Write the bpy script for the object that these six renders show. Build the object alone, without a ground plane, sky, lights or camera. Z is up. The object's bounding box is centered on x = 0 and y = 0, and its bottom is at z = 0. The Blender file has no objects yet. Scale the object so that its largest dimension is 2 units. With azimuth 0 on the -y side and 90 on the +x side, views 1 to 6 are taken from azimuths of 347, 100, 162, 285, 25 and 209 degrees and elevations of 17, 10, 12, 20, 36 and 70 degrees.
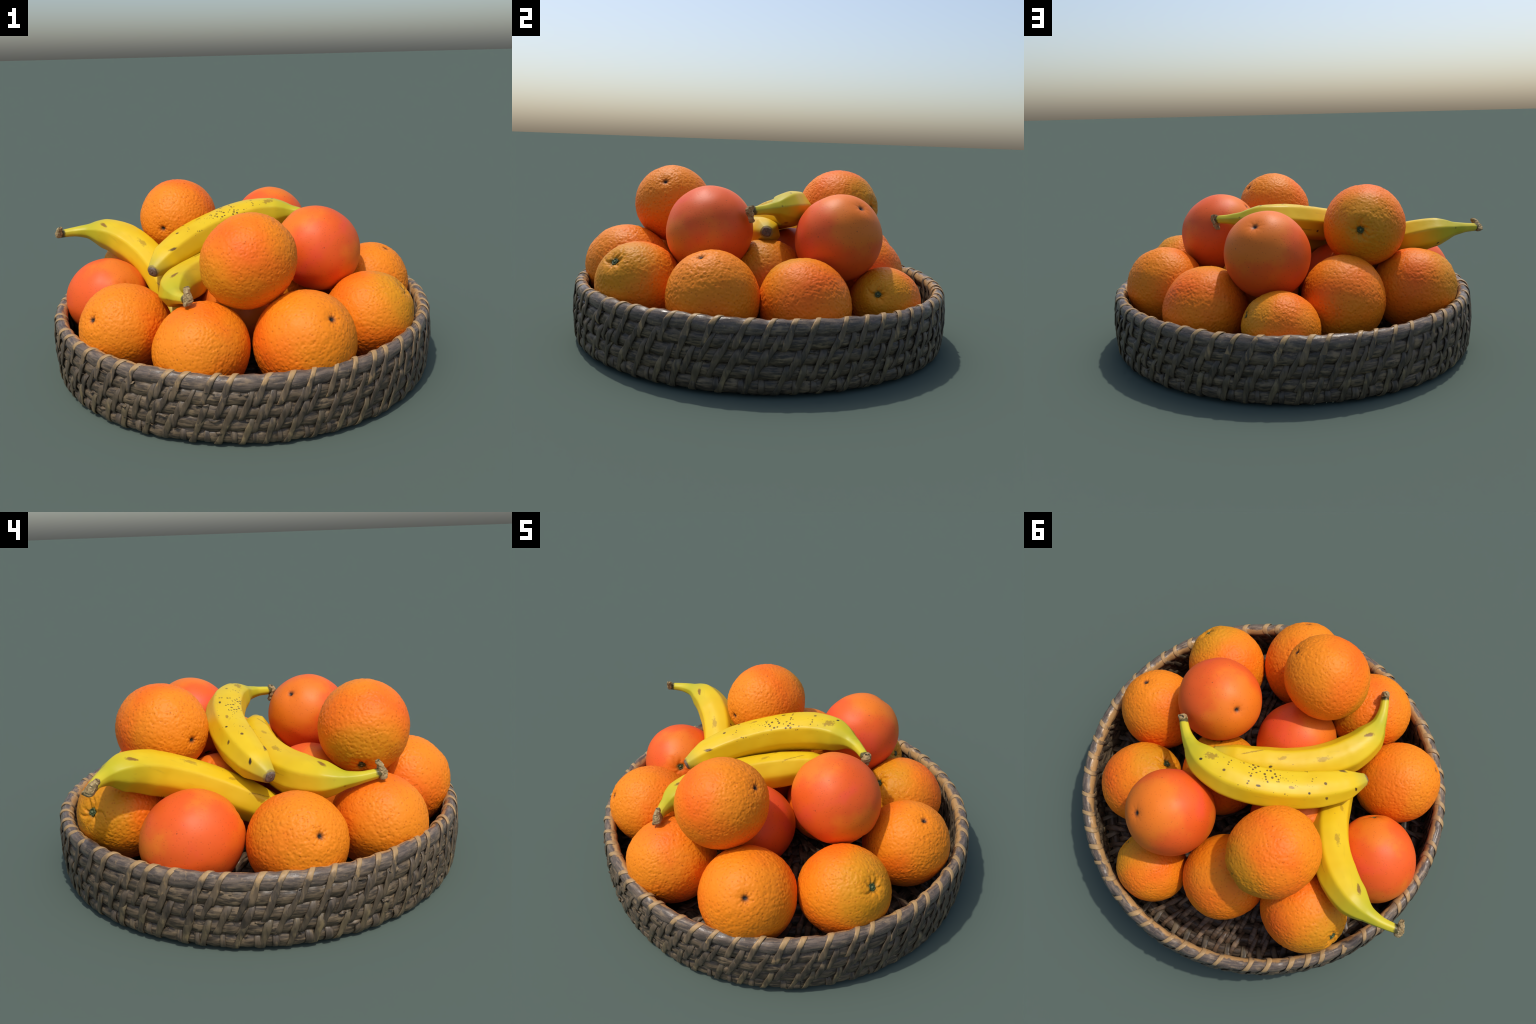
# A round coiled wicker basket with oranges, ruby grapefruits and three bananas.
import bpy, bmesh, math, random
import numpy as np
from mathutils import Matrix, Vector, noise

random.seed(7)
rng = np.random.default_rng(7)
COL = bpy.context.scene.collection


# ---------------------------------------------------------------- helpers
def new_mesh(name, verts, faces, mat=None, smooth=True):
    me = bpy.data.meshes.new(name)
    me.from_pydata([tuple(v) for v in verts], [], faces)
    me.update()
    if smooth:
        me.polygons.foreach_set("use_smooth", [True] * len(me.polygons))
    if mat:
        me.materials.append(mat)
    return me


def add(name, data, parent=None, matrix=None):
    ob = bpy.data.objects.new(name, data)
    COL.objects.link(ob)
    if parent:
        ob.parent = parent
    if matrix is not None:
        ob.matrix_basis = matrix
    return ob


def fnoise(P, scale, seed=0.0, octaves=1):
    """Perlin noise sampled at every row of P, about -1..1."""
    out = np.zeros(len(P))
    amp = 1.0
    for o in range(octaves):
        k = scale * 2 ** o
        out += amp * np.array([noise.noise(Vector((x * k + seed, y * k - seed, z * k + 3.1 * seed))) for x, y, z in P])
        amp *= 0.5
    return out


def smooth(e0, e1, x):
    t = np.clip((x - e0) / (e1 - e0), 0, 1)
    return t * t * (3 - 2 * t)


def tube_faces(n_ring, n_side, closed_ring=False, base=0):
    f = []
    last = n_ring if closed_ring else n_ring - 1
    for i in range(last):
        a, b = i * n_side, ((i + 1) % n_ring) * n_side
        for j in range(n_side):
            k = (j + 1) % n_side
            f.append((base + a + j, base + b + j, base + b + k, base + a + k))
    return f


# ---------------------------------------------------------------- material node helpers
class Mat:
    def __init__(self, name, rough=0.5, spec=0.5):
        self.m = bpy.data.materials.new(name)
        self.m.use_nodes = True
        self.t = self.m.node_tree
        self.n = self.t.nodes
        self.bsdf = self.n["Principled BSDF"]
        self.bsdf.inputs["Roughness"].default_value = rough
        self.bsdf.inputs["Specular IOR Level"].default_value = spec
        self.co = self.n.new("ShaderNodeTexCoord").outputs["Object"]

    def put(self, sock, v):
        if isinstance(v, bpy.types.NodeSocket):
            self.t.links.new(v, sock)
        elif v is not None:
            if sock.type == "RGBA" and len(v) == 3:
                v = (*v, 1)
            sock.default_value = v

    def math(self, op, a, b=None, c=None, clamp=False):
        x = self.n.new("ShaderNodeMath")
        x.operation = op
        x.use_clamp = clamp
        for s, v in zip(x.inputs, (a, b, c)):
            self.put(s, v)
        return x.outputs[0]

    def vec(self, op, a, b=None):
        x = self.n.new("ShaderNodeVectorMath")
        x.operation = op
        self.put(x.inputs[0], a)
        if b is not None:
            self.put(x.inputs[1], b)
        return x.outputs["Value"] if op in ("LENGTH", "DISTANCE", "DOT_PRODUCT") else x.outputs[0]

    def sep(self, v):
        x = self.n.new("ShaderNodeSeparateXYZ")
        self.put(x.inputs[0], v)
        return x.outputs

    def noise(self, scale, detail=2.0, rough=0.5, vec=None, distort=0.0):
        x = self.n.new("ShaderNodeTexNoise")
        self.put(x.inputs["Vector"], vec if vec is not None else self.co)
        x.inputs["Scale"].default_value = scale
        x.inputs["Detail"].default_value = detail
        x.inputs["Roughness"].default_value = rough
        x.inputs["Distortion"].default_value = distort
        return x.outputs["Fac"]

    def voronoi(self, scale, vec=None, feature="F1", rand=1.0, smoothness=0.5):
        x = self.n.new("ShaderNodeTexVoronoi")
        x.feature = feature
        self.put(x.inputs["Vector"], vec if vec is not None else self.co)
        x.inputs["Scale"].default_value = scale
        x.inputs["Randomness"].default_value = rand
        if feature == "SMOOTH_F1":
            x.inputs["Smoothness"].default_value = smoothness
        return x

    def ramp(self, fac, lo, hi, a=0.0, b=1.0):
        """smooth step of fac between lo and hi"""
        x = self.n.new("ShaderNodeMapRange")
        x.interpolation_type = "SMOOTHSTEP"
        for s, v in zip(x.inputs, (fac, lo, hi, a, b)):
            self.put(s, v)
        return x.outputs[0]

    def mix(self, fac, a, b, blend="MIX"):
        x = self.n.new("ShaderNodeMix")
        x.data_type = "RGBA"
        x.blend_type = blend
        self.put(x.inputs["Factor"], fac)
        self.put(x.inputs["A"], None)
        self.put(x.inputs[6], a)
        self.put(x.inputs[7], b)
        return x.outputs[2]

    def random(self):
        return self.n.new("ShaderNodeObjectInfo").outputs["Random"]

    def bump(self, height, strength, dist, prev=None):
        x = self.n.new("ShaderNodeBump")
        x.inputs["Strength"].default_value = strength
        x.inputs["Distance"].default_value = dist
        self.put(x.inputs["Height"], height)
        if prev is not None:
            self.put(x.inputs["Normal"], prev)
        return x.outputs[0]

    def done(self, color, normal=None, rough=None):
        self.put(self.bsdf.inputs["Base Color"], color)
        if normal is not None:
            self.put(self.bsdf.inputs["Normal"], normal)
        if rough is not None:
            self.put(self.bsdf.inputs["Roughness"], rough)
        return self.m


# ================================================================= citrus fruit
EQ, PO = 0.2125, 0.2255          # equatorial and polar radius of every citrus


def citrus_material(ruby):
    M = Mat("ruby_grapefruit_peel" if ruby else "orange_peel", 0.50 if ruby else 0.5, 0.32 if ruby else 0.2)
    x, y, z = M.sep(M.co)
    # every fruit gets its own drift of the big colour patches
    rnd = M.math("MULTIPLY", M.random(), 40.0)
    comb = M.n.new("ShaderNodeCombineXYZ")
    for s in comb.inputs:
        M.put(s, rnd)
    moved = M.vec("ADD", M.co, comb.outputs[0])
    patch = M.noise(4.2, 1.5, 0.5, moved)
    fine = M.noise(24.0, 3.0, 0.6, moved)
    lat = M.math("ABSOLUTE", M.math("MULTIPLY", z, 1 / PO))
    # blushed belt round the waist, broken up by the patches
    belt = M.math("ADD", M.math("SUBTRACT", 1.0, lat), M.math("MULTIPLY", M.math("SUBTRACT", patch, 0.5), 2.2))
    belt = M.math("ADD", belt, M.math("MULTIPLY", M.math("SUBTRACT", fine, 0.5), 0.55 if ruby else 0.3))
    rho = M.math("SQRT", M.math("ADD", M.math("MULTIPLY", x, x), M.math("MULTIPLY", y, y)))
    south = M.ramp(z, 0.03, -PO)
    if ruby:
        col = M.mix(M.ramp(belt, 0.05, 0.70), RUBY_POLE, RUBY_BELT)
        col = M.mix(M.ramp(belt, 0.85, 1.35), col, RUBY_ROSE)
    else:
        col = M.mix(M.ramp(belt, 0.25, 1.0), ORANGE_PALE, ORANGE_MID)
        col = M.mix(M.math("MULTIPLY", M.ramp(belt, 0.80, 1.50), 0.65), col, ORANGE_DEEP)
        col = M.mix(M.math("MULTIPLY", M.ramp(M.math("ADD", south, M.math("MULTIPLY", M.math("SUBTRACT", fine, 0.5), 0.35)), 0.55, 1.1), 0.75), col, ORANGE_STEM)
    # pores
    pores = M.voronoi(75.0 if ruby else 62.0, moved)
    pd = M.ramp(pores.outputs["Distance"], 0.05, 0.26 if ruby else 0.34)
    col = M.mix(M.math("MULTIPLY", M.math("SUBTRACT", 1.0, pd), 0.42 if ruby else 0.42), col,
                (0.36, 0.045, 0.006) if ruby else (0.42, 0.07, 0.006))
    specks = M.voronoi(21.0, moved)
    sp = M.math("MULTIPLY", M.math("LESS_THAN", specks.outputs["Distance"], 0.075),
                M.math("GREATER_THAN", M.sep(specks.outputs["Color"])[0], 0.72))
    col = M.mix(M.math("MULTIPLY", sp, 0.55), col, (0.22, 0.04, 0.01))
    # dark blossom scar at +z, dark olive ring round the stalk button at -z
    wob = M.math("ADD", rho, M.math("MULTIPLY", M.math("SUBTRACT", M.noise(60, 2), 0.5), 0.016))
    north = M.math("GREATER_THAN", z, 0.0)
    halo = M.math("MULTIPLY", M.ramp(wob, 0.026, 0.008), north)
    col = M.mix(M.math("MULTIPLY", halo, 0.65), col, (0.22, 0.06, 0.012))
    core = M.math("MULTIPLY", M.ramp(wob, 0.015, 0.004), north)
    col = M.mix(core, col, (0.018, 0.014, 0.012))
    southm = M.math("LESS_THAN", z, 0.0)
    ring = M.math("MULTIPLY", M.ramp(wob, 0.03, 0.014), southm)
    col = M.mix(M.math("MULTIPLY", ring, 0.7), col, (0.10, 0.085, 0.012))
    # skin grain
    h1 = M.ramp(pores.outputs["Distance"], 0.0, 0.42)
    h2 = M.noise(170.0, 2.0, 0.6)
    hh = M.math("ADD", h1, M.math("MULTIPLY", h2, 0.25 if ruby else 0.5))
    nrm = M.bump(hh, 0.16 if ruby else 0.35, 0.0015 if ruby else 0.003)
    return M.done(col, nrm)


ORANGE_PALE = (0.80, 0.222, 0.008)
ORANGE_MID = (0.84, 0.170, 0.007)
ORANGE_DEEP = (0.82, 0.105, 0.006)
ORANGE_STEM = (0.56, 0.255, 0.008)
RUBY_POLE = (0.78, 0.175, 0.010)
RUBY_BELT = (0.77, 0.102, 0.011)
RUBY_ROSE = (0.80, 0.085, 0.026)


def citrus_mesh(name, ruby, seed, mat):
    bm = bmesh.new()
    bmesh.ops.create_icosphere(bm, subdivisions=6 if ruby else 7, radius=1.0)
    n = np.array([v.co[:] for v in bm.verts])
    n /= np.linalg.norm(n, axis=1)[:, None]
    P = n * np.array([EQ, EQ, PO])
    rho = np.hypot(P[:, 0], P[:, 1])
    ang = np.arctan2(P[:, 1], P[:, 0])
    d = 0.004 * fnoise(P, 6.0, seed) + 0.0012 * fnoise(P, 16.0, seed + 5)
    # leathery dimples, stronger in some places than in others
    if not ruby:
        strong = 0.55 + 0.45 * smooth(-0.35, 0.35, fnoise(P, 7.0, seed + 9))
        warp = P + 0.0035 * np.stack([fnoise(P, 40.0, seed + 2 + k) for k in range(3)], 1)
        cell = np.array([noise.voronoi(Vector(p * 80.0 + seed))[0][0] for p in warp])
        pits = np.exp(-(cell / 0.36) ** 2)
        d += strong * (0.0018 * fnoise(P, 62.0, seed + 3) + 0.0010 * fnoise(P, 110.0, seed + 4) - 0.0028 * pits)
    # blossom end (+z): a small funnel with wrinkles
    up = n[:, 2] > 0
    wr = 1 + 0.16 * np.cos(9 * ang + 2 * fnoise(P, 12, seed + 1))
    fun = 0.008 * np.exp(-(rho / 0.013) ** 2) + 0.0085 * np.exp(-(rho / 0.036) ** 2) * wr
    d -= np.where(up, fun, 0)
    # stalk end (-z): sunk with radial furrows and a puffy collar
    lobes = np.zeros(len(P))
    r2 = random.Random(seed * 13 + 1)
    k = 8
    for i in range(k):
        a0 = 2 * math.pi * (i + r2.uniform(-0.25, 0.25)) / k
        reach = r2.uniform(0.055, 0.10)
        da = (ang - a0 + 0.25 * np.sin(rho * 60 + i) + math.pi) % (2 * math.pi) - math.pi
        w = 0.0075 / np.maximum(rho, 0.012)
        lobes += np.exp(-(da / w) ** 2) * smooth(reach, reach * 0.35, rho) * r2.uniform(0.5, 1.0)
    amp = 0.55 if ruby else 1.0
    sunk = 0.009 * np.exp(-(rho / 0.030) ** 2) - 0.004 * amp * np.exp(-((rho - 0.075) / 0.03) ** 2) + 0.0105 * amp * lobes
    d -= np.where(~up, sunk, 0)
    P += n * d[:, None]
    for v, c in zip(bm.verts, P):
        v.co = c
    me = bpy.data.meshes.new(name)
    bm.to_mesh(me)
    bm.free()
    me.polygons.foreach_set("use_smooth", [True] * len(me.polygons))
    me.materials.append(mat)
    return me


def stalk_button_mesh(mat):
    """little green star-shaped stub left by the stalk, at the -z pole"""
    rings = [(0.0175, -0.0035), (0.0165, 0.001), (0.0125, 0.0022), (0.0105, -0.0012), (0.0075, -0.001), (0.0055, 0.0028), (0.0015, 0.0034)]
    ns = 40
    v, f = [], []
    for i, (r, h) in enumerate(rings):
        for j in range(ns):
            a = 2 * math.pi * j / ns
            rr = r * (1 + 0.10 * math.cos(5 * a) + 0.06 * math.sin(3 * a + i))
            v.append((rr * math.cos(a), rr * math.sin(a), -h + 0.0006 * math.cos(10 * a)))
    f = tube_faces(len(rings), ns)
    v.append((0, 0, -0.0036))
    c = len(v) - 1
    b = (len(rings) - 1) * ns
    f += [(b + j, c, b + (j + 1) % ns) for j in range(ns)]
    f = [tuple(reversed(q)) for q in f]
    return new_mesh("stalk_button", v, f, mat)


def stalk_material():
    M = Mat("green_stalk", 0.55, 0.35)
    x, y, z = M.sep(M.co)
    r = M.vec("LENGTH", M.vec("MULTIPLY", M.co, (1, 1, 0)))
    a = M.noise(420, 3, 0.6)
    col = M.mix(M.ramp(a, 0.35, 0.65), (0.018, 0.026, 0.010), (0.085, 0.115, 0.030))
    col = M.mix(M.ramp(r, 0.006, 0.003), col, (0.22, 0.25, 0.11))
    return M.done(col, M.bump(a, 0.4, 0.001))


mat_orange = citrus_material(False)
mat_ruby = citrus_material(True)
mat_stalk = stalk_material()
peel_meshes = {False: [citrus_mesh("orange_peel", False, s, mat_orange) for s in (1, 2)],
               True: [citrus_mesh("grapefruit_peel", True, s, mat_ruby) for s in (3,)]}
button_mesh = stalk_button_mesh(mat_stalk)

# centre, direction from stalk end to blossom end, size
ORANGES = [
    ((0.516, -0.500, 0.330), (-0.688, 0.313, -0.655), 1.0),
    ((0.125, -0.713, 0.335), (0.295, -0.674, 0.677), 1.077),
    ((-0.082, -0.536, 0.677), (0.785, 0.055, 0.617), 1.0),
    ((-0.326, -0.636, 0.320), (-0.798, -0.596, -0.096), 1.0),
    ((-0.638, -0.328, 0.335), (-0.680, -0.551, 0.484), 1.0),
    ((-0.507, 0.498, 0.350), (0.891, -0.293, -0.347), 1.0),
    ((-0.279, 0.384, 0.685), (-0.505, -0.860, -0.064), 1.0),
    ((-0.086, 0.551, 0.349), (-0.25, -0.43, 0.87), 1.0),
    ((0.284, 0.679, 0.282), (-0.880, 0.193, -0.435), 0.83),
    ((0.566, 0.319, 0.309), (0.488, 0.567, -0.664), 1.0),
    ((0.696, -0.083, 0.340), (0.359, -0.165, 0.919), 1.0),
    ((0.212, 0.078, 0.331), (-0.35, 0.55, -0.75), 1.0),
]
GRAPEFRUITS = [
    ((-0.709, 0.104, 0.338), (-0.456, 0.787, -0.415), 1.0),
    ((0.267, 0.433, 0.584), (0.421, 0.500, 0.757), 1.0),
    ((0.358, -0.198, 0.603), (-0.673, 0.292, 0.679), 1.0),
    ((-0.056, -0.272, 0.350), (-0.30, -0.82, 0.48), 1.0),
    ((-0.233, 0.127, 0.331), (0.45, -0.10, -0.88), 1.0),
]


def place_citrus(name, centre, axis, size, ruby, idx):
    q = Vector(axis).normalized().to_track_quat("Z", "Y").to_matrix().to_4x4()
    spin = Matrix.Rotation(idx * 2.399, 4, "Z")
    thing = add(name, None, None, Matrix.Translation(centre) @ q @ spin @ Matrix.Scale(size, 4))
    thing.empty_display_size = 0.1
    thing["label"] = "smooth rosy red grapefruit with tiny pores" if ruby else "ripe orange with dimpled bright peel"
    thing["category"] = "grapefruit" if ruby else "orange"
    ms = peel_meshes[ruby]
    add("peel", ms[idx % len(ms)], thing)
    add("stalk_button", button_mesh, thing, Matrix.Translation((0, 0, -PO + 0.0125)))
    return thing


for i, (c, a, s) in enumerate(ORANGES):
    place_citrus("orange", c, a, s, False, i)
for i, (c, a, s) in enumerate(GRAPEFRUITS):
    place_citrus("grapefruit", c, a, s, True, i)

# ================================================================= bananas
BAN_LEN = 1.093
BEND_S = [0, .25, .5, .7, .82, .92, 1.0]
BEND_K = [0.69, 1.07, 1.36, 2.55, 3.70, 2.85, 1.86]        # bend, blossom tip to stem
RAD_S = [0, .03, .1, .25, .45, .65, .78, .82, .86, .93, 1.0]
RAD_R = [.0300, .0456, .0765, .0925, .0945, .0965, .0790, .0610, .0390, .0250, .0205]


def banana_spine(n=161):
    s = np.linspace(0, 1, n)
    k = np.interp(s, BEND_S, BEND_K)
    ph = np.concatenate([[0], np.cumsum((k[1:] + k[:-1]) / 2 * np.diff(s))])
    ph -= np.interp(0.5, s, ph)
    ds = BAN_LEN / (n - 1)
    mid = (ph[1:] + ph[:-1]) / 2
    x = np.concatenate([[0], np.cumsum(np.cos(mid) * ds)])
    y = np.concatenate([[0], np.cumsum(np.sin(mid) * ds)])
    c = (n - 1) // 2
    return s, x - x[c], y - y[c], ph


def soft_interp(s, xs, ys):
    r = np.interp(s, xs, ys)
    k = np.array([1, 4, 7, 9, 7, 4, 1.0])
    k /= k.sum()
    return np.convolve(np.pad(r, 3, mode="edge"), k, "valid")


S_B, X_B, Y_B, PH_B = banana_spine()
R_B = soft_interp(S_B, RAD_S, RAD_R)
RIDGES = [(0, .35), (50, 1.0), (132, .75), (180, 1.0), (228, .75), (310, 1.0)]   # angle from the inner side, strength


def banana_mesh(mat):
    ns = 72
    v = []
    body = smooth(0.0, 0.10, S_B) * smooth(0.93, 0.80, S_B)
    for i in range(len(S_B)):
        t = np.array([math.cos(PH_B[i]), math.sin(PH_B[i]), 0])
        nn = np.array([-t[1], t[0], 0])
        c = np.array([X_B[i], Y_B[i], 0])
        for j in range(ns):
            a = 2 * math.pi * j / ns
            # flat faces between rounded ridges
            bulge = -0.05
            for deg, w in RIDGES:
                da = (math.degrees(a) - deg + 180) % 360 - 180
                bulge += 0.115 * w * math.exp(-(abs(da) / 13.0) ** 1.4)
            amp = 0.45 + 0.55 * body[i]
            r = R_B[i] * (1 + amp * bulge)
            p = c + r * (math.cos(a) * nn + math.sin(a) * np.array([0, 0, 1.0]))
            q = Vector(p)
            r2 = 0.0016 * noise.noise(q * 9) + 0.0006 * noise.noise(q * 30)
            v.append(p + r2 * (p - c) / max(r, 1e-6))
    f = tube_faces(len(S_B), ns)
    # blossom end and stem end are closed by slightly domed caps
    a0 = len(v)
    v.append((X_B[0] - 0.004 * math.cos(PH_B[0]), Y_B[0] - 0.004 * math.sin(PH_B[0]), 0))
    f += [(a0, j, (j + 1) % ns) for j in range(ns)]
    a1 = len(v)
    b = (len(S_B) - 1) * ns
    v.append((X_B[-1], Y_B[-1], 0))
    f += [(a1, b + (j + 1) % ns, b + j) for j in range(ns)]
    me = new_mesh("banana_peel", v, f, mat)
    return me


def banana_material():
    M = Mat("banana_peel", 0.42, 0.28)
    stem = (float(X_B[-1]), float(Y_B[-1]), 0)
    tip = (float(X_B[0]), float(Y_B[0]), 0)
    dstem = M.vec("DISTANCE", M.co, stem)
    dtip = M.vec("DISTANCE", M.co, tip)
    n1 = M.noise(7, 2, 0.5)
    n2 = M.noise(30, 3, 0.6)
    col = M.mix(M.ramp(n1, 0.3, 0.7), BAN_DEEP, BAN_YELLOW)
    g = M.math("ADD", dstem, M.math("MULTIPLY", M.math("SUBTRACT", n1, 0.5), 0.16))
    col = M.mix(M.ramp(g, 0.40, 0.12), col, BAN_GREEN)
    col = M.mix(M.ramp(g, 0.15, 0.05), col, BAN_NECK)
    col = M.mix(M.math("MULTIPLY", M.ramp(dtip, 0.12, 0.02), 0.8), col, (0.42, 0.36, 0.045))
    # streaky fibres lengthwise
    st = M.noise(1.0, 3, 0.6, M.vec("MULTIPLY", M.co, (9, 45, 45)))
    col = M.mix(M.math("MULTIPLY", M.ramp(st, 0.60, 0.78), 0.28), col, (0.30, 0.20, 0.02))
    # freckles on the side that faces -z
    x, y, z = M.sep(M.co)
    vor = M.voronoi(78.0)
    zone = M.math("MULTIPLY", M.ramp(z, -0.040, -0.078), M.math("MULTIPLY", M.ramp(x, -0.44, -0.28), M.ramp(x, 0.28, 0.18)))
    dens = M.ramp(M.math("ABSOLUTE", M.math("SUBTRACT", x, 0.0)), 0.30, 0.03)
    size = M.math("MULTIPLY", M.ramp(M.sep(vor.outputs["Color"])[1], 0.35, 1.0), 0.52)
    clump = M.ramp(M.noise(11.0, 1, 0.5), 0.40, 0.58, 0.25, 1.0)
    size = M.math("MULTIPLY", size, clump)
    size = M.math("MULTIPLY", size, M.math("MULTIPLY", zone, M.math("ADD", 0.45, M.math("MULTIPLY", dens, 0.55))))
    wv = M.math("ADD", vor.outputs["Distance"], M.math("MULTIPLY", M.math("SUBTRACT", M.noise(160, 2), 0.5), 0.12))
    fr = M.math("LESS_THAN", wv, size)
    col = M.mix(M.math("MULTIPLY", fr, 0.88), col, (0.105, 0.046, 0.014))
    # sparse freckles everywhere
    v2 = M.voronoi(16.0)
    f2 = M.math("MULTIPLY", M.math("LESS_THAN", v2.outputs["Distance"], 0.045), M.math("GREATER_THAN", M.sep(v2.outputs["Color"])[0], 0.55))
    col = M.mix(M.math("MULTIPLY", f2, 0.6), col, (0.13, 0.06, 0.02))
    # single bruises and scars: position, half sizes, colour, strength, ragged
    BR, DK, PU = (0.22, 0.100, 0.016), (0.040, 0.022, 0.010), (0.10, 0.046, 0.018)
    marks = [
        ((.273, .086, .079), (.034, .013, .03), BR, .8, .8), ((.301, .045, -.074), (.010, .008, .03), DK, .9, .3),
        ((.186, .004, -.092), (.010, .008, .03), PU, .8, .5), ((.016, -.040, -.086), (.014, .007, .03), DK, .8, .5),
        ((-.470, .069, -.040), (.020, .007, .02), DK, .85, .5), ((.380, .119, -.003), (.008, .014, .011), DK, .85, .5),
        ((.006, -.082, .048), (.009, .03, .008), PU, .8, .4), ((-.385, .137, -.064), (.030, .014, .006), (.10, .05, .02), .8, .6),
        ((-.302, .042, -.089), (.010, .010, .03), PU, .8, .6), ((-.230, -.023, -.076), (.008, .007, .03), DK, .85, .4),
        ((-.325, -.017, -.049), (.012, .006, .02), PU, .8, .9), ((-.256, .020, .091), (.012, .007, .03), DK, .8, .4),
        ((.010, .008, .094), (.045, .016, .03), BR, .42, 1.6), ((.256, .068, -.083), (.040, .022, .03), BR, .55, 1.7),
        ((-.142, -.015, -.090), (.022, .008, .03), BR, .6, 1.5), ((-.190, .050, .080), (.03, .012, .03), BR, .4, 1.6),
        ((-.330, .110, .068), (.085, .006, .012), BR, .55, 1.2), ((.10, -.075, .045), (.10, .03, .004), BR, .4, 1.4),
    ]
    rag = M.math("SUBTRACT", M.noise(75, 3, 0.65), 0.5)
    for p, s, c, k, r in marks:
        d = M.vec("LENGTH", M.vec("DIVIDE", M.vec("SUBTRACT", M.co, p), tuple(0.88 * q for q in s)))
        d = M.math("ADD", d, M.math("MULTIPLY", rag, r * 1.6))
        col = M.mix(M.math("MULTIPLY", M.ramp(d, 1.15, 0.60), min(1.0, k * 1.15)), col, c)
    # black rims where the peel meets the stump and the blossom end
    dj = M.math("ADD", dstem, M.math("MULTIPLY", M.math("SUBTRACT", n2, 0.5), 0.02))
    col = M.mix(M.math("MULTIPLY", M.ramp(dj, 0.034, 0.026), 0.9), col, (0.035, 0.030, 0.024))
    dk = M.math("ADD", dtip, M.math("MULTIPLY", M.math("SUBTRACT", n2, 0.5), 0.012))
    col = M.mix(M.math("MULTIPLY", M.ramp(dk, 0.036, 0.030), 0.6), col, (0.16, 0.12, 0.08))
    nrm = M.bump(M.math("ADD", st, n2), 0.12, 0.003)
    return M.done(col, nrm)


BAN_YELLOW = (0.71, 0.485, 0.012)
BAN_DEEP = (0.68, 0.44, 0.008)
BAN_GREEN = (0.46, 0.41, 0.016)
BAN_NECK = (0.58, 0.48, 0.025)


def woody_material(name, a, b, c, scale):
    M = Mat(name, 0.75, 0.25)
    n = M.noise(scale, 4, 0.65)
    col = M.mix(M.ramp(n, 0.3, 0.5), a, b)
    col = M.mix(M.ramp(n, 0.52, 0.72), col, c)
    return M.done(col, M.bump(n, 0.6, 0.004))


def loft(name, rings, mat, wob=0.0, seed=0.0, ns=28):
    """rings: (centre, axis_u, axis_v) - closed skin through elliptical rings, lumpy by wob"""
    v = []
    for c, u, w in rings:
        c, u, w = Vector(c), Vector(u), Vector(w)
        for j in range(ns):
            a = 2 * math.pi * j / ns
            sq = 1 / max(abs(math.cos(a)), abs(math.sin(a))) ** 0.45
            p = c + (u * math.cos(a) + w * math.sin(a)) * sq
            p += (p - c).normalized() * wob * (noise.noise(p * 45 + Vector((seed, 0, 0))) + 0.55 * noise.noise(p * 130) + 0.25 * noise.noise(p * 300))
            v.append(p)
    f = tube_faces(len(rings), ns)
    f.append(tuple(reversed(range(ns))))
    b = (len(rings) - 1) * ns
    f.append(tuple(range(b, b + ns)))
    me = new_mesh(name, v, f, mat)
    return me


def banana_parts():
    T = Vector((math.cos(PH_B[-1]), math.sin(PH_B[-1]), 0))
    N = Vector((-T.y, T.x, 0))
    Z = Vector((0, 0, 1))
    E = Vector((X_B[-1], Y_B[-1], 0))
    # the dried crown stump lies across the stem: short flare one way, a longer curled lip the other
    prof = [(-.0250, .000, -.012, .008, .010), (-.0215, .002, -.010, .015, .018), (-.010, .004, -.004, .019, .022), (.004, .004, 0, .020, .022),
            (.016, .004, .003, .016, .020), (.028, .002, .006, .012, .017), (.040, .000, .009, .012, .016), (.050, -.003, .011, .013, .014), (.0545, -.004, .012, .008, .009)]
    prof = np.array(prof)
    zs = np.linspace(prof[0, 0], prof[-1, 0], 34)
    rings = []
    for z in zs:
        al, nn, ta, tn = [float(np.interp(z, prof[:, 0], prof[:, k])) for k in range(1, 5)]
        rings.append((E + T * (al + 0.002) + N * nn + Z * float(z), T * ta * 0.95, N * tn * 0.95))
    stump = loft("stem_stump", rings, mat_stump, 0.0065, 2.0, 48)
    t0 = Vector((math.cos(PH_B[0]), math.sin(PH_B[0]), 0))
    n0 = Vector((-t0.y, t0.x, 0))
    e0 = Vector((X_B[0], Y_B[0], 0))
    rr = [(e0 + t0 * 0.004, 0.0285), (e0 - t0 * 0.004, 0.0275), (e0 - t0 * 0.009, 0.0255), (e0 - t0 * 0.0105, 0.0215), (e0 - t0 * 0.0112, 0.012), (e0 - t0 * 0.0115, 0.0008)]
    tip = loft("blossom_tip", [(c, n0 * (r * .86), Z * (r * .86)) for c, r in rr], mat_tip, 0.0012, 5.0)
    return stump, tip


mat_banana = banana_material()
mat_stump = woody_material("dried_stem", (0.13, 0.085, 0.035), (0.34, 0.235, 0.105), (0.56, 0.42, 0.21), 60)
mat_tip = woody_material("dried_blossom_end", (0.085, 0.062, 0.045), (0.15, 0.112, 0.080), (0.23, 0.175, 0.125), 90)
ban_me = banana_mesh(mat_banana)
stump_me, tip_me = banana_parts()

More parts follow.
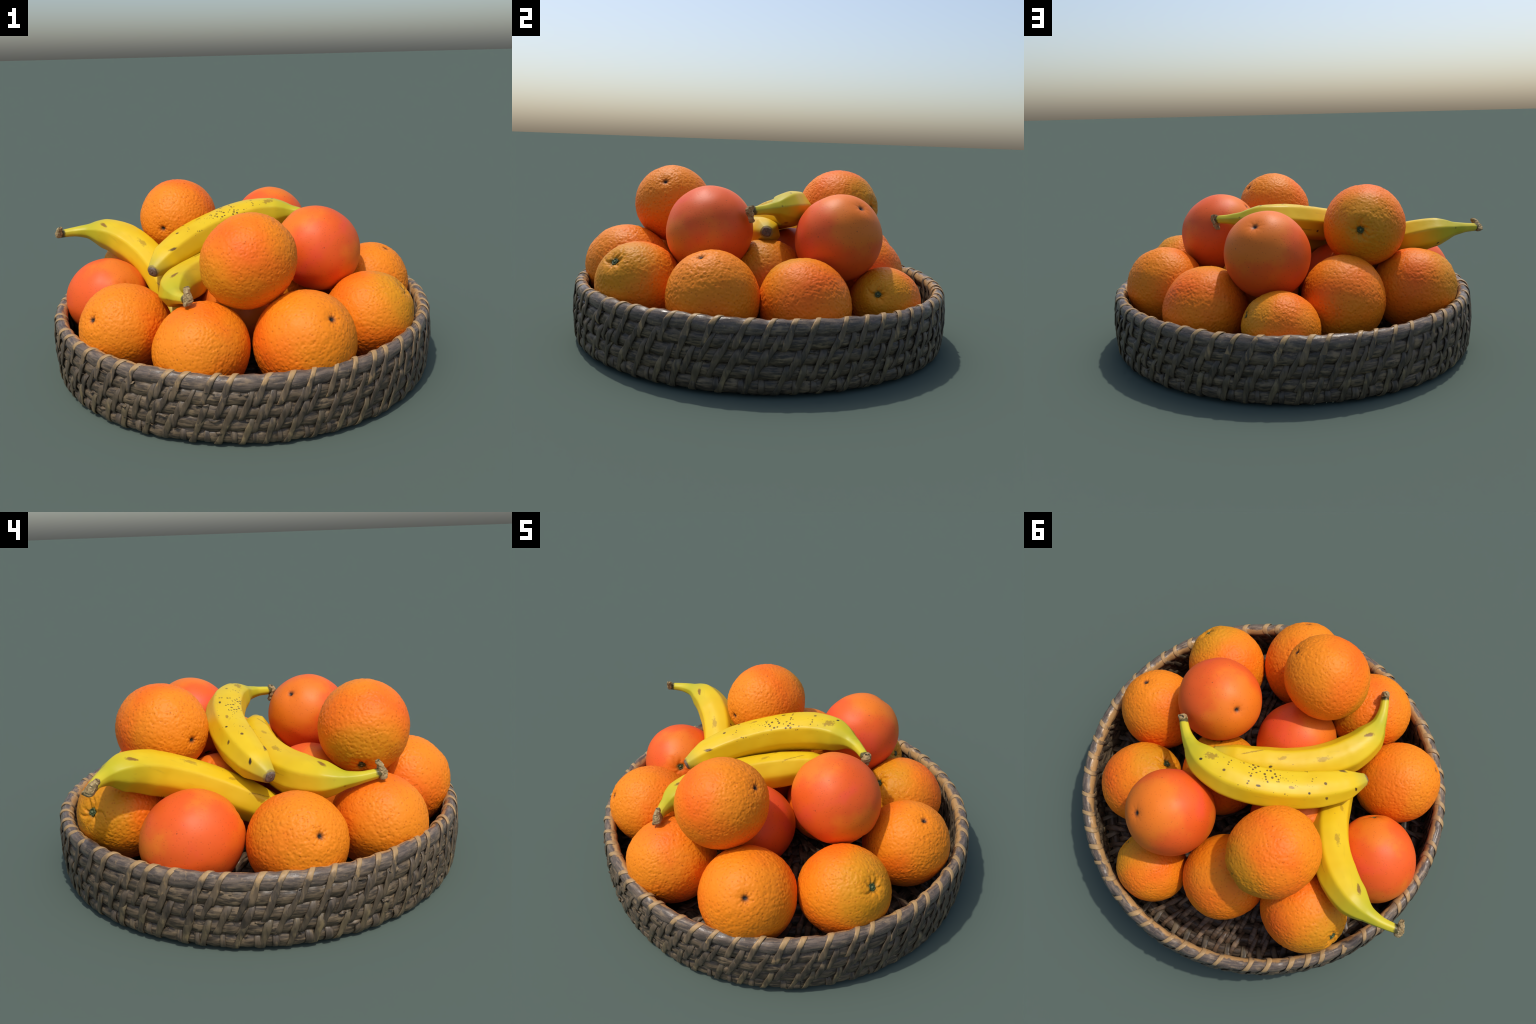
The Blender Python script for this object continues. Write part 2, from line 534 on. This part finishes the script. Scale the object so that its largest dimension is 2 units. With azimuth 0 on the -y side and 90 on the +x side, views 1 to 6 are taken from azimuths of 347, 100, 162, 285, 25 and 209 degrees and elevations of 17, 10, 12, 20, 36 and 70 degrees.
BANANAS = [  # columns: along, bend direction, side; then position of the middle
    (((0.9219, 0.3676, 0.1226), (0.3377, -0.9173, 0.2108), (0.1899, -0.153, -0.9698)), (-0.0639, 0.1353, 0.6769)),
    (((-0.7477, 0.6285, -0.2145), (-0.6608, -0.736, 0.1472), (-0.0653, 0.2518, 0.9656)), (-0.2381, -0.16, 0.521)),
    (((-0.4769, -0.879, 0.0002), (0.7911, -0.4293, -0.4357), (0.383, -0.2076, 0.9001)), (-0.4949, 0.2018, 0.5266)),
]
for rows, pos in BANANAS:
    m = Matrix(rows).to_quaternion().to_matrix().to_4x4()
    thing = add("banana", None, None, Matrix.Translation(pos) @ m)
    thing["label"] = "ripe yellow banana with brown freckles and stem"
    thing["category"] = "banana"
    add("peel", ban_me, thing)
    add("stem_stump", stump_me, thing)
    add("blossom_tip", tip_me, thing)

# ================================================================= basket
NS = 58                                  # stitches in one round
STEP = 2 * math.pi / NS
# (radius of the ring, height, thickness radius) from the rim down to the foot
COILS = [(0.950, 0.2880, 0.0305), (0.955, 0.2280, 0.0310), (0.958, 0.1670, 0.0310), (0.955, 0.1060, 0.0310), (0.951, 0.0470, 0.0315)]
TALL = 1.22                              # coils are squeezed a little taller than wide
FLOOR_Z, FLOOR_R, FLOOR_PITCH = 0.0480, 0.0315, 0.0635


def floor_height(R):
    """the woven floor rises to a low dome in the middle"""
    return FLOOR_Z + 0.055 * max(0.0, 1 - (R / 0.88) ** 2) ** 1.5


FLOOR = [(0.880 - FLOOR_PITCH * j, floor_height(0.880 - FLOOR_PITCH * j), FLOOR_R) for j in range(14)]
PHASE = [0.0, -0.53, -1.05, -1.50, -2.05]      # where each tier's stitches sit, in steps


def wobble(theta, z):
    """the whole wall is a little out of round"""
    dent = (theta + math.radians(130) + math.pi) % (2 * math.pi) - math.pi
    flat = (theta - math.radians(55) + math.pi) % (2 * math.pi) - math.pi
    return (0.003 - 0.014 * math.exp(-(dent / 0.62) ** 2) - 0.006 * math.exp(-(flat / 0.70) ** 2) + 0.0012 * math.sin(5 * theta + 1.3 + 4 * z),
            0.0070 * math.cos(2 * theta) * z / 0.29 + 0.0010 * math.sin(9 * theta + 9 * z))


def coil_mesh(name, R, zc, r, mat, nth, pinches, nside=26, seed=0.0, shake=1.0, tall=TALL):
    v = []
    pin = np.array(sorted(pinches)) if len(pinches) else np.zeros(0)
    for i in range(nth):
        th = 2 * math.pi * i / nth
        w, dz = wobble(th, zc)
        w, dz = w * shake, dz * shake
        squeeze = 0.0
        if len(pin):
            dd = np.abs((pin - th + math.pi) % (2 * math.pi) - math.pi).min() * R
            squeeze = math.exp(-(dd / 0.020) ** 2)
        for j in range(nside):
            a = 2 * math.pi * j / nside
            c, s = math.cos(a), math.sin(a)
            p = Vector((R * math.cos(th), R * math.sin(th), zc))
            q = Vector((math.cos(th) * 3, math.sin(th) * 3, 0)) * R * 3.0
            lump = 0.10 * noise.noise(q + Vector((c * .6, s * .6, seed))) + 0.05 * noise.noise(q * 2.3 + Vector((c * 2.5, s * 2.5, seed + 7)))
            groove = 0.05 * noise.noise(Vector((math.cos(th) * R * 3, math.sin(th) * R * 3, seed + a * 2.2)))
            rr = r * (1.03 - 0.11 * squeeze + 1.5 * lump + groove)
            rho = R + w + rr * c
            v.append((rho * math.cos(th), rho * math.sin(th), zc + dz + rr * tall * s))
    return new_mesh(name, v, tube_faces(nth, nside, True), mat)


def stitch_path(c1, c2, lift):
    """loop in the (rho, z) plane, drawn taut round two neighbouring coils"""
    (R1, z1, r1), (R2, z2, r2) = c1, c2
    tall = TALL if abs(z1 - z2) > 0.03 else 1.0
    ax = math.atan2(z2 - z1, R2 - R1)          # direction from the first coil to the second
    pts = []

    def arc(R, z, r, a0, a1, n, out):
        for k in range(n):
            t = a0 + (a1 - a0) * k / (n - 1)
            out.append((R + (r + lift) * math.cos(t), z + (r * tall + lift) * math.sin(t)))
    outer = ax + math.pi / 2                   # side away from the basket's middle
    arc(R1, z1, r1, ax + math.pi, ax + math.pi / 2 - 0.35, 11, pts)
    arc(R2, z2, r2, ax + math.pi / 2 + 0.35, ax, 11, pts)
    arc(R2, z2, r2, ax, ax - math.pi / 2 - 0.35, 11, pts)
    arc(R1, z1, r1, ax - math.pi / 2 + 0.35, ax - math.pi, 11, pts)
    P = np.array(pts)
    for _ in range(2):
        P = 0.25 * np.roll(P, 1, 0) + 0.5 * P + 0.25 * np.roll(P, -1, 0)
    along = (P - np.array([R1, z1])) @ np.array([math.cos(ax), math.sin(ax)])
    return P, along


def stitch_geo(c1, c2, width, thick, slant, rnd, lift=0.0005, twist=0.0):
    P, along = stitch_path(c1, c2, lift)
    n = len(P)
    span = along.max() - along.min()
    mid = (along.max() + along.min()) / 2
    v = []
    ns = 10
    ph = rnd.uniform(0, 9)
    for i in range(n):
        tan = P[(i + 1) % n] - P[i - 1]
        tan /= np.linalg.norm(tan)
        nor = np.array([-tan[1], tan[0]])
        cen = P.mean(0)
        if nor @ (P[i] - cen) < 0:
            nor = -nor
        s = -(along[i] - mid) / span
        th0 = slant * s - twist * (P[i][0] - c1[0]) / c1[2] * (s + 0.5)
        wv = width * (1 + 0.16 * math.sin(2.6 * s * 3 + ph)) * (0.94 + 0.12 * rnd.random())
        for j in range(ns):
            a = 2 * math.pi * j / ns
            u = 0.5 * wv * math.copysign(abs(math.cos(a)) ** 0.75, math.cos(a))
            h = thick * (0.5 + 0.5 * math.copysign(abs(math.sin(a)) ** 0.6, math.sin(a))) * (1.0 + 0.15 * math.sin(5 * s + ph))
            q = P[i] + nor * (h - 0.25 * thick)
            dth = (th0 + u) / max(q[0], 0.02)
            v.append((q[0] * math.cos(dth), q[0] * math.sin(dth), q[1]))
    return v, tube_faces(n, ns, True)


def cane_material(name, base, dark, pale, pale_amount, rim=False, stitch=False, gloss=0.42):
    M = Mat(name, gloss, 0.32)
    x, y, z = M.sep(M.co)
    rho = M.math("SQRT", M.math("ADD", M.math("MULTIPLY", x, x), M.math("MULTIPLY", y, y)))
    if stitch:
        lengthwise = M.vec("MULTIPLY", M.co, (14, 60, 14))
        rnd = M.random()
        sh = M.n.new("ShaderNodeCombineXYZ")
        for s_ in sh.inputs:
            M.put(s_, M.math("MULTIPLY", rnd, 30))
        lengthwise = M.vec("ADD", lengthwise, sh.outputs[0])
    else:
        ang = M.math("ARCTAN2", y, x)
        cb = M.n.new("ShaderNodeCombineXYZ")
        M.put(cb.inputs[0], M.math("MULTIPLY", ang, 16.0))
        M.put(cb.inputs[1], M.math("MULTIPLY", rho, 95.0))
        M.put(cb.inputs[2], M.math("MULTIPLY", z, 95.0))
        lengthwise = cb.outputs[0]
    n1 = M.noise(1.0, 4, 0.6, lengthwise)
    if stitch:
        n2 = M.noise(22.0, 3, 0.6, M.vec("ADD", M.co, sh.outputs[0]))
    else:
        n2 = M.noise(16.0, 3, 0.6)
    n3 = M.noise(60.0, 3, 0.6)
    col = M.mix(M.ramp(n1, 0.35, 0.62), dark, base)
    col = M.mix(M.math("MULTIPLY", M.ramp(M.math("ADD", n2, M.math("MULTIPLY", M.math("SUBTRACT", n1, 0.5), 0.7)), 0.52, 0.74), pale_amount), col, pale)
    if stitch:
        col = M.mix(M.math("MULTIPLY", M.ramp(rnd, 0.3, 1.0), 0.22), col, pale)
    if rim and stitch:
        # rubbed to pale wood where the binding crosses the top of the rim
        worn = M.ramp(M.math("ADD", z, M.math("MULTIPLY", M.math("SUBTRACT", n2, 0.5), 0.07)), COILS[0][1] + 0.008, COILS[0][1] + 0.032)
        col = M.mix(M.math("MULTIPLY", worn, 0.68), col, (0.48, 0.30, 0.125))
    elif rim:
        # bark worn to pale wood along the inner shoulder, and in scuffs on top
        edge = M.math("ADD", rho, M.math("MULTIPLY", M.math("SUBTRACT", n2, 0.5), 0.060))
        worn = M.ramp(edge, COILS[0][0] - 0.008, COILS[0][0] - 0.018)
        worn = M.math("MULTIPLY", worn, M.ramp(z, COILS[0][1] - 0.02, COILS[0][1] + 0.012))
        col = M.mix(M.math("MULTIPLY", worn, 0.9), col, (0.46, 0.27, 0.105))
        scuff = M.ramp(n3, 0.60, 0.70)
        col = M.mix(M.math("MULTIPLY", scuff, 0.35), col, (0.42, 0.28, 0.14))
    nrm = M.bump(M.math("ADD", n1, M.math("MULTIPLY", n3, 0.4)), 0.35, 0.006)
    return M.done(col, nrm, M.ramp(n2, 0.3, 0.7, gloss - 0.08, gloss + 0.15))


mat_rim = cane_material("rim_cane", (0.165, 0.124, 0.092), (0.085, 0.067, 0.055), (0.29, 0.205, 0.125), 0.7, rim=True, gloss=0.31)
mat_coil = cane_material("dark_cane", (0.134, 0.096, 0.058), (0.043, 0.033, 0.023), (0.240, 0.170, 0.094), 0.7)
mat_floor = cane_material("floor_cane", (0.092, 0.062, 0.040), (0.028, 0.021, 0.016), (0.20, 0.14, 0.09), 0.6)
mat_stitch_rim = cane_material("rim_binding", (0.140, 0.104, 0.068), (0.070, 0.055, 0.042), (0.37, 0.24, 0.110), 0.7, stitch=True, rim=True)
mat_stitch = cane_material("binding", (0.100, 0.074, 0.049), (0.047, 0.037, 0.027), (0.185, 0.133, 0.072), 0.6, stitch=True)
mat_stitch_low = cane_material("foot_binding", (0.118, 0.089, 0.052), (0.055, 0.043, 0.030), (0.24, 0.175, 0.085), 0.75, stitch=True)
mat_stitch_floor = cane_material("floor_binding", (0.140, 0.085, 0.050), (0.055, 0.037, 0.025), (0.28, 0.185, 0.105), 0.6, stitch=True)

basket = add("basket", None)
basket.matrix_basis = Matrix.Translation((-0.002, 0.0, 0.0))
basket["label"] = "round low coiled dark brown wicker basket"
basket["category"] = "basket"

r_b = random.Random(21)
jit = [[r_b.uniform(-0.24, 0.24) for _ in range(NS)] for _ in range(5)]
theta = [[((i + PHASE[t] + jit[t][i]) * STEP) % (2 * math.pi) for i in range(NS)] for t in range(5)]

for k, (R, z, r) in enumerate(COILS):
    pin = list(theta[k]) + (list(theta[k - 1]) if k else [])
    me = coil_mesh("rim" if k == 0 else "wall_coil", R, z, r, mat_rim if k == 0 else mat_coil, NS * 14, pin, seed=3.7 * k)
    add("rim" if k == 0 else "wall_coil", me, basket)

# torn slivers of bark curling out of the grooves between the coils
bv, bf = [], []
for g in range(4):
    for i in range(46):
        if r_b.random() < 0.30:
            continue
        th = 2 * math.pi * (i + r_b.uniform(-0.4, 0.4)) / 46
        L, H = r_b.uniform(0.025, 0.060), r_b.uniform(0.008, 0.016)
        zc = (COILS[g][1] * 0.48 + COILS[g + 1][1] * 0.52) + wobble(th, COILS[g][1])[1]
        R0 = (COILS[g][0] + COILS[g + 1][0]) / 2 + 0.0155
        up = r_b.choice((1, 1, -1))
        b0, n, k = len(bv), 9, r_b.uniform(0, 9)
        for side in (0.0, 0.0016):
            for a in range(n):
                u = a / (n - 1)
                taper = math.sin(math.pi * min(max(u, 0.06), 0.94)) ** 0.5
                for q in range(3):
                    w = q / 2
                    lip = 0.010 * w * w + 0.004 * math.sin(7 * u + k) * w
                    rr = R0 + lip + side
                    zz = zc + up * (w - 0.35) * H * taper + 0.003 * math.sin(5 * u + k) + 0.002 * noise.noise(Vector((u * 6, k, w * 3)))
                    tt = th + (u - 0.5) * L / rr
                    bv.append((rr * math.cos(tt), rr * math.sin(tt), zz))
        m = n * 3
        for a in range(n - 1):
            for q in range(2):
                p = b0 + a * 3 + q
                bf += [(p, p + 1, p + 4, p + 3), (p + m, p + m + 3, p + m + 4, p + m + 1)]
            for q in (0, 2):
                p = b0 + a * 3 + q
                bf.append((p, p + 3, p + 3 + m, p + m) if q == 0 else (p, p + m, p + 3 + m, p + 3))
        for a in (0, n - 1):
            for q in range(2):
                p = b0 + a * 3 + q
                bf.append((p, p + m, p + m + 1, p + 1) if a == 0 else (p, p + 1, p + m + 1, p + m))
flakes = add("bark_flakes", new_mesh("bark_flakes", bv, bf, mat_coil), basket)
flakes["kind"] = "stuff"

ring_pairs = [(COILS[t], COILS[t + 1]) for t in range(4)] + [(COILS[4], FLOOR[0])]
stitch_mats = [mat_stitch_rim, mat_stitch, mat_stitch, mat_stitch_low, mat_stitch]
for t, (ca, cb) in enumerate(ring_pairs):
    variants = []
    for q in range(4):
        sl = 0.052 * r_b.uniform(0.7, 1.35) if t < 4 else 0.02
        w = (0.030 if t in (0, 3) else 0.028) * r_b.uniform(0.85, 1.12)
        v, f = stitch_geo(ca, cb, w, 0.0065 if t == 0 else 0.0078, sl, r_b, twist=0.014 if t == 0 else 0.0)
        variants.append(new_mesh("stitch", v, f, stitch_mats[t]))
    for i, th in enumerate(theta[t]):
        w, dz = wobble(th, (ca[1] + cb[1]) / 2)
        m = Matrix.Rotation(th, 4, "Z") @ Matrix.Translation((w, 0, dz if t < 4 else dz * 0.5))
        add("stitch", variants[(i * 7 + r_b.randrange(4)) % 4], basket, m)

for j, (R, z, r) in enumerate(FLOOR):
    nth = max(48, int(R * 500))
    me = coil_mesh("floor_coil", R, z, r, mat_floor, nth, [], 14, 11 + 2.3 * j, 0.5, 1.0)
    add("floor_coil", me, basket)
# disc that closes the very middle
v, f = [], []
for (rr, zz) in ((0.10, FLOOR_Z + 0.031), (0.10, FLOOR_Z + 0.075), (0.05, FLOOR_Z + 0.081)):
    for j in range(40):
        a = 2 * math.pi * j / 40
        v.append((rr * math.cos(a), rr * math.sin(a), zz))
f = tube_faces(3, 40) + [tuple(range(40)), tuple(reversed(range(80, 120)))]
add("floor_hub", new_mesh("floor_hub", v, f, mat_floor), basket)

fv, ff = [], []
for j in range(len(FLOOR) - 1):
    cnt = max(7, int(2 * math.pi * FLOOR[j][0] / 0.092))
    for i in range(cnt):
        th = 2 * math.pi * (i + 0.4 * j + r_b.uniform(-0.2, 0.2)) / cnt
        v, f = stitch_geo(FLOOR[j], FLOOR[j + 1], 0.030 * r_b.uniform(0.8, 1.15), 0.014, -0.045 * r_b.uniform(0.7, 1.3), r_b)
        b = len(fv)
        c, s = math.cos(th), math.sin(th)
        fv += [(x * c - y * s, x * s + y * c, z) for x, y, z in v]
        ff += [tuple(b + q for q in face) for face in f]
fs = add("floor_stitching", new_mesh("floor_stitching", fv, ff, mat_stitch_floor), basket)
fs["kind"] = "stuff"
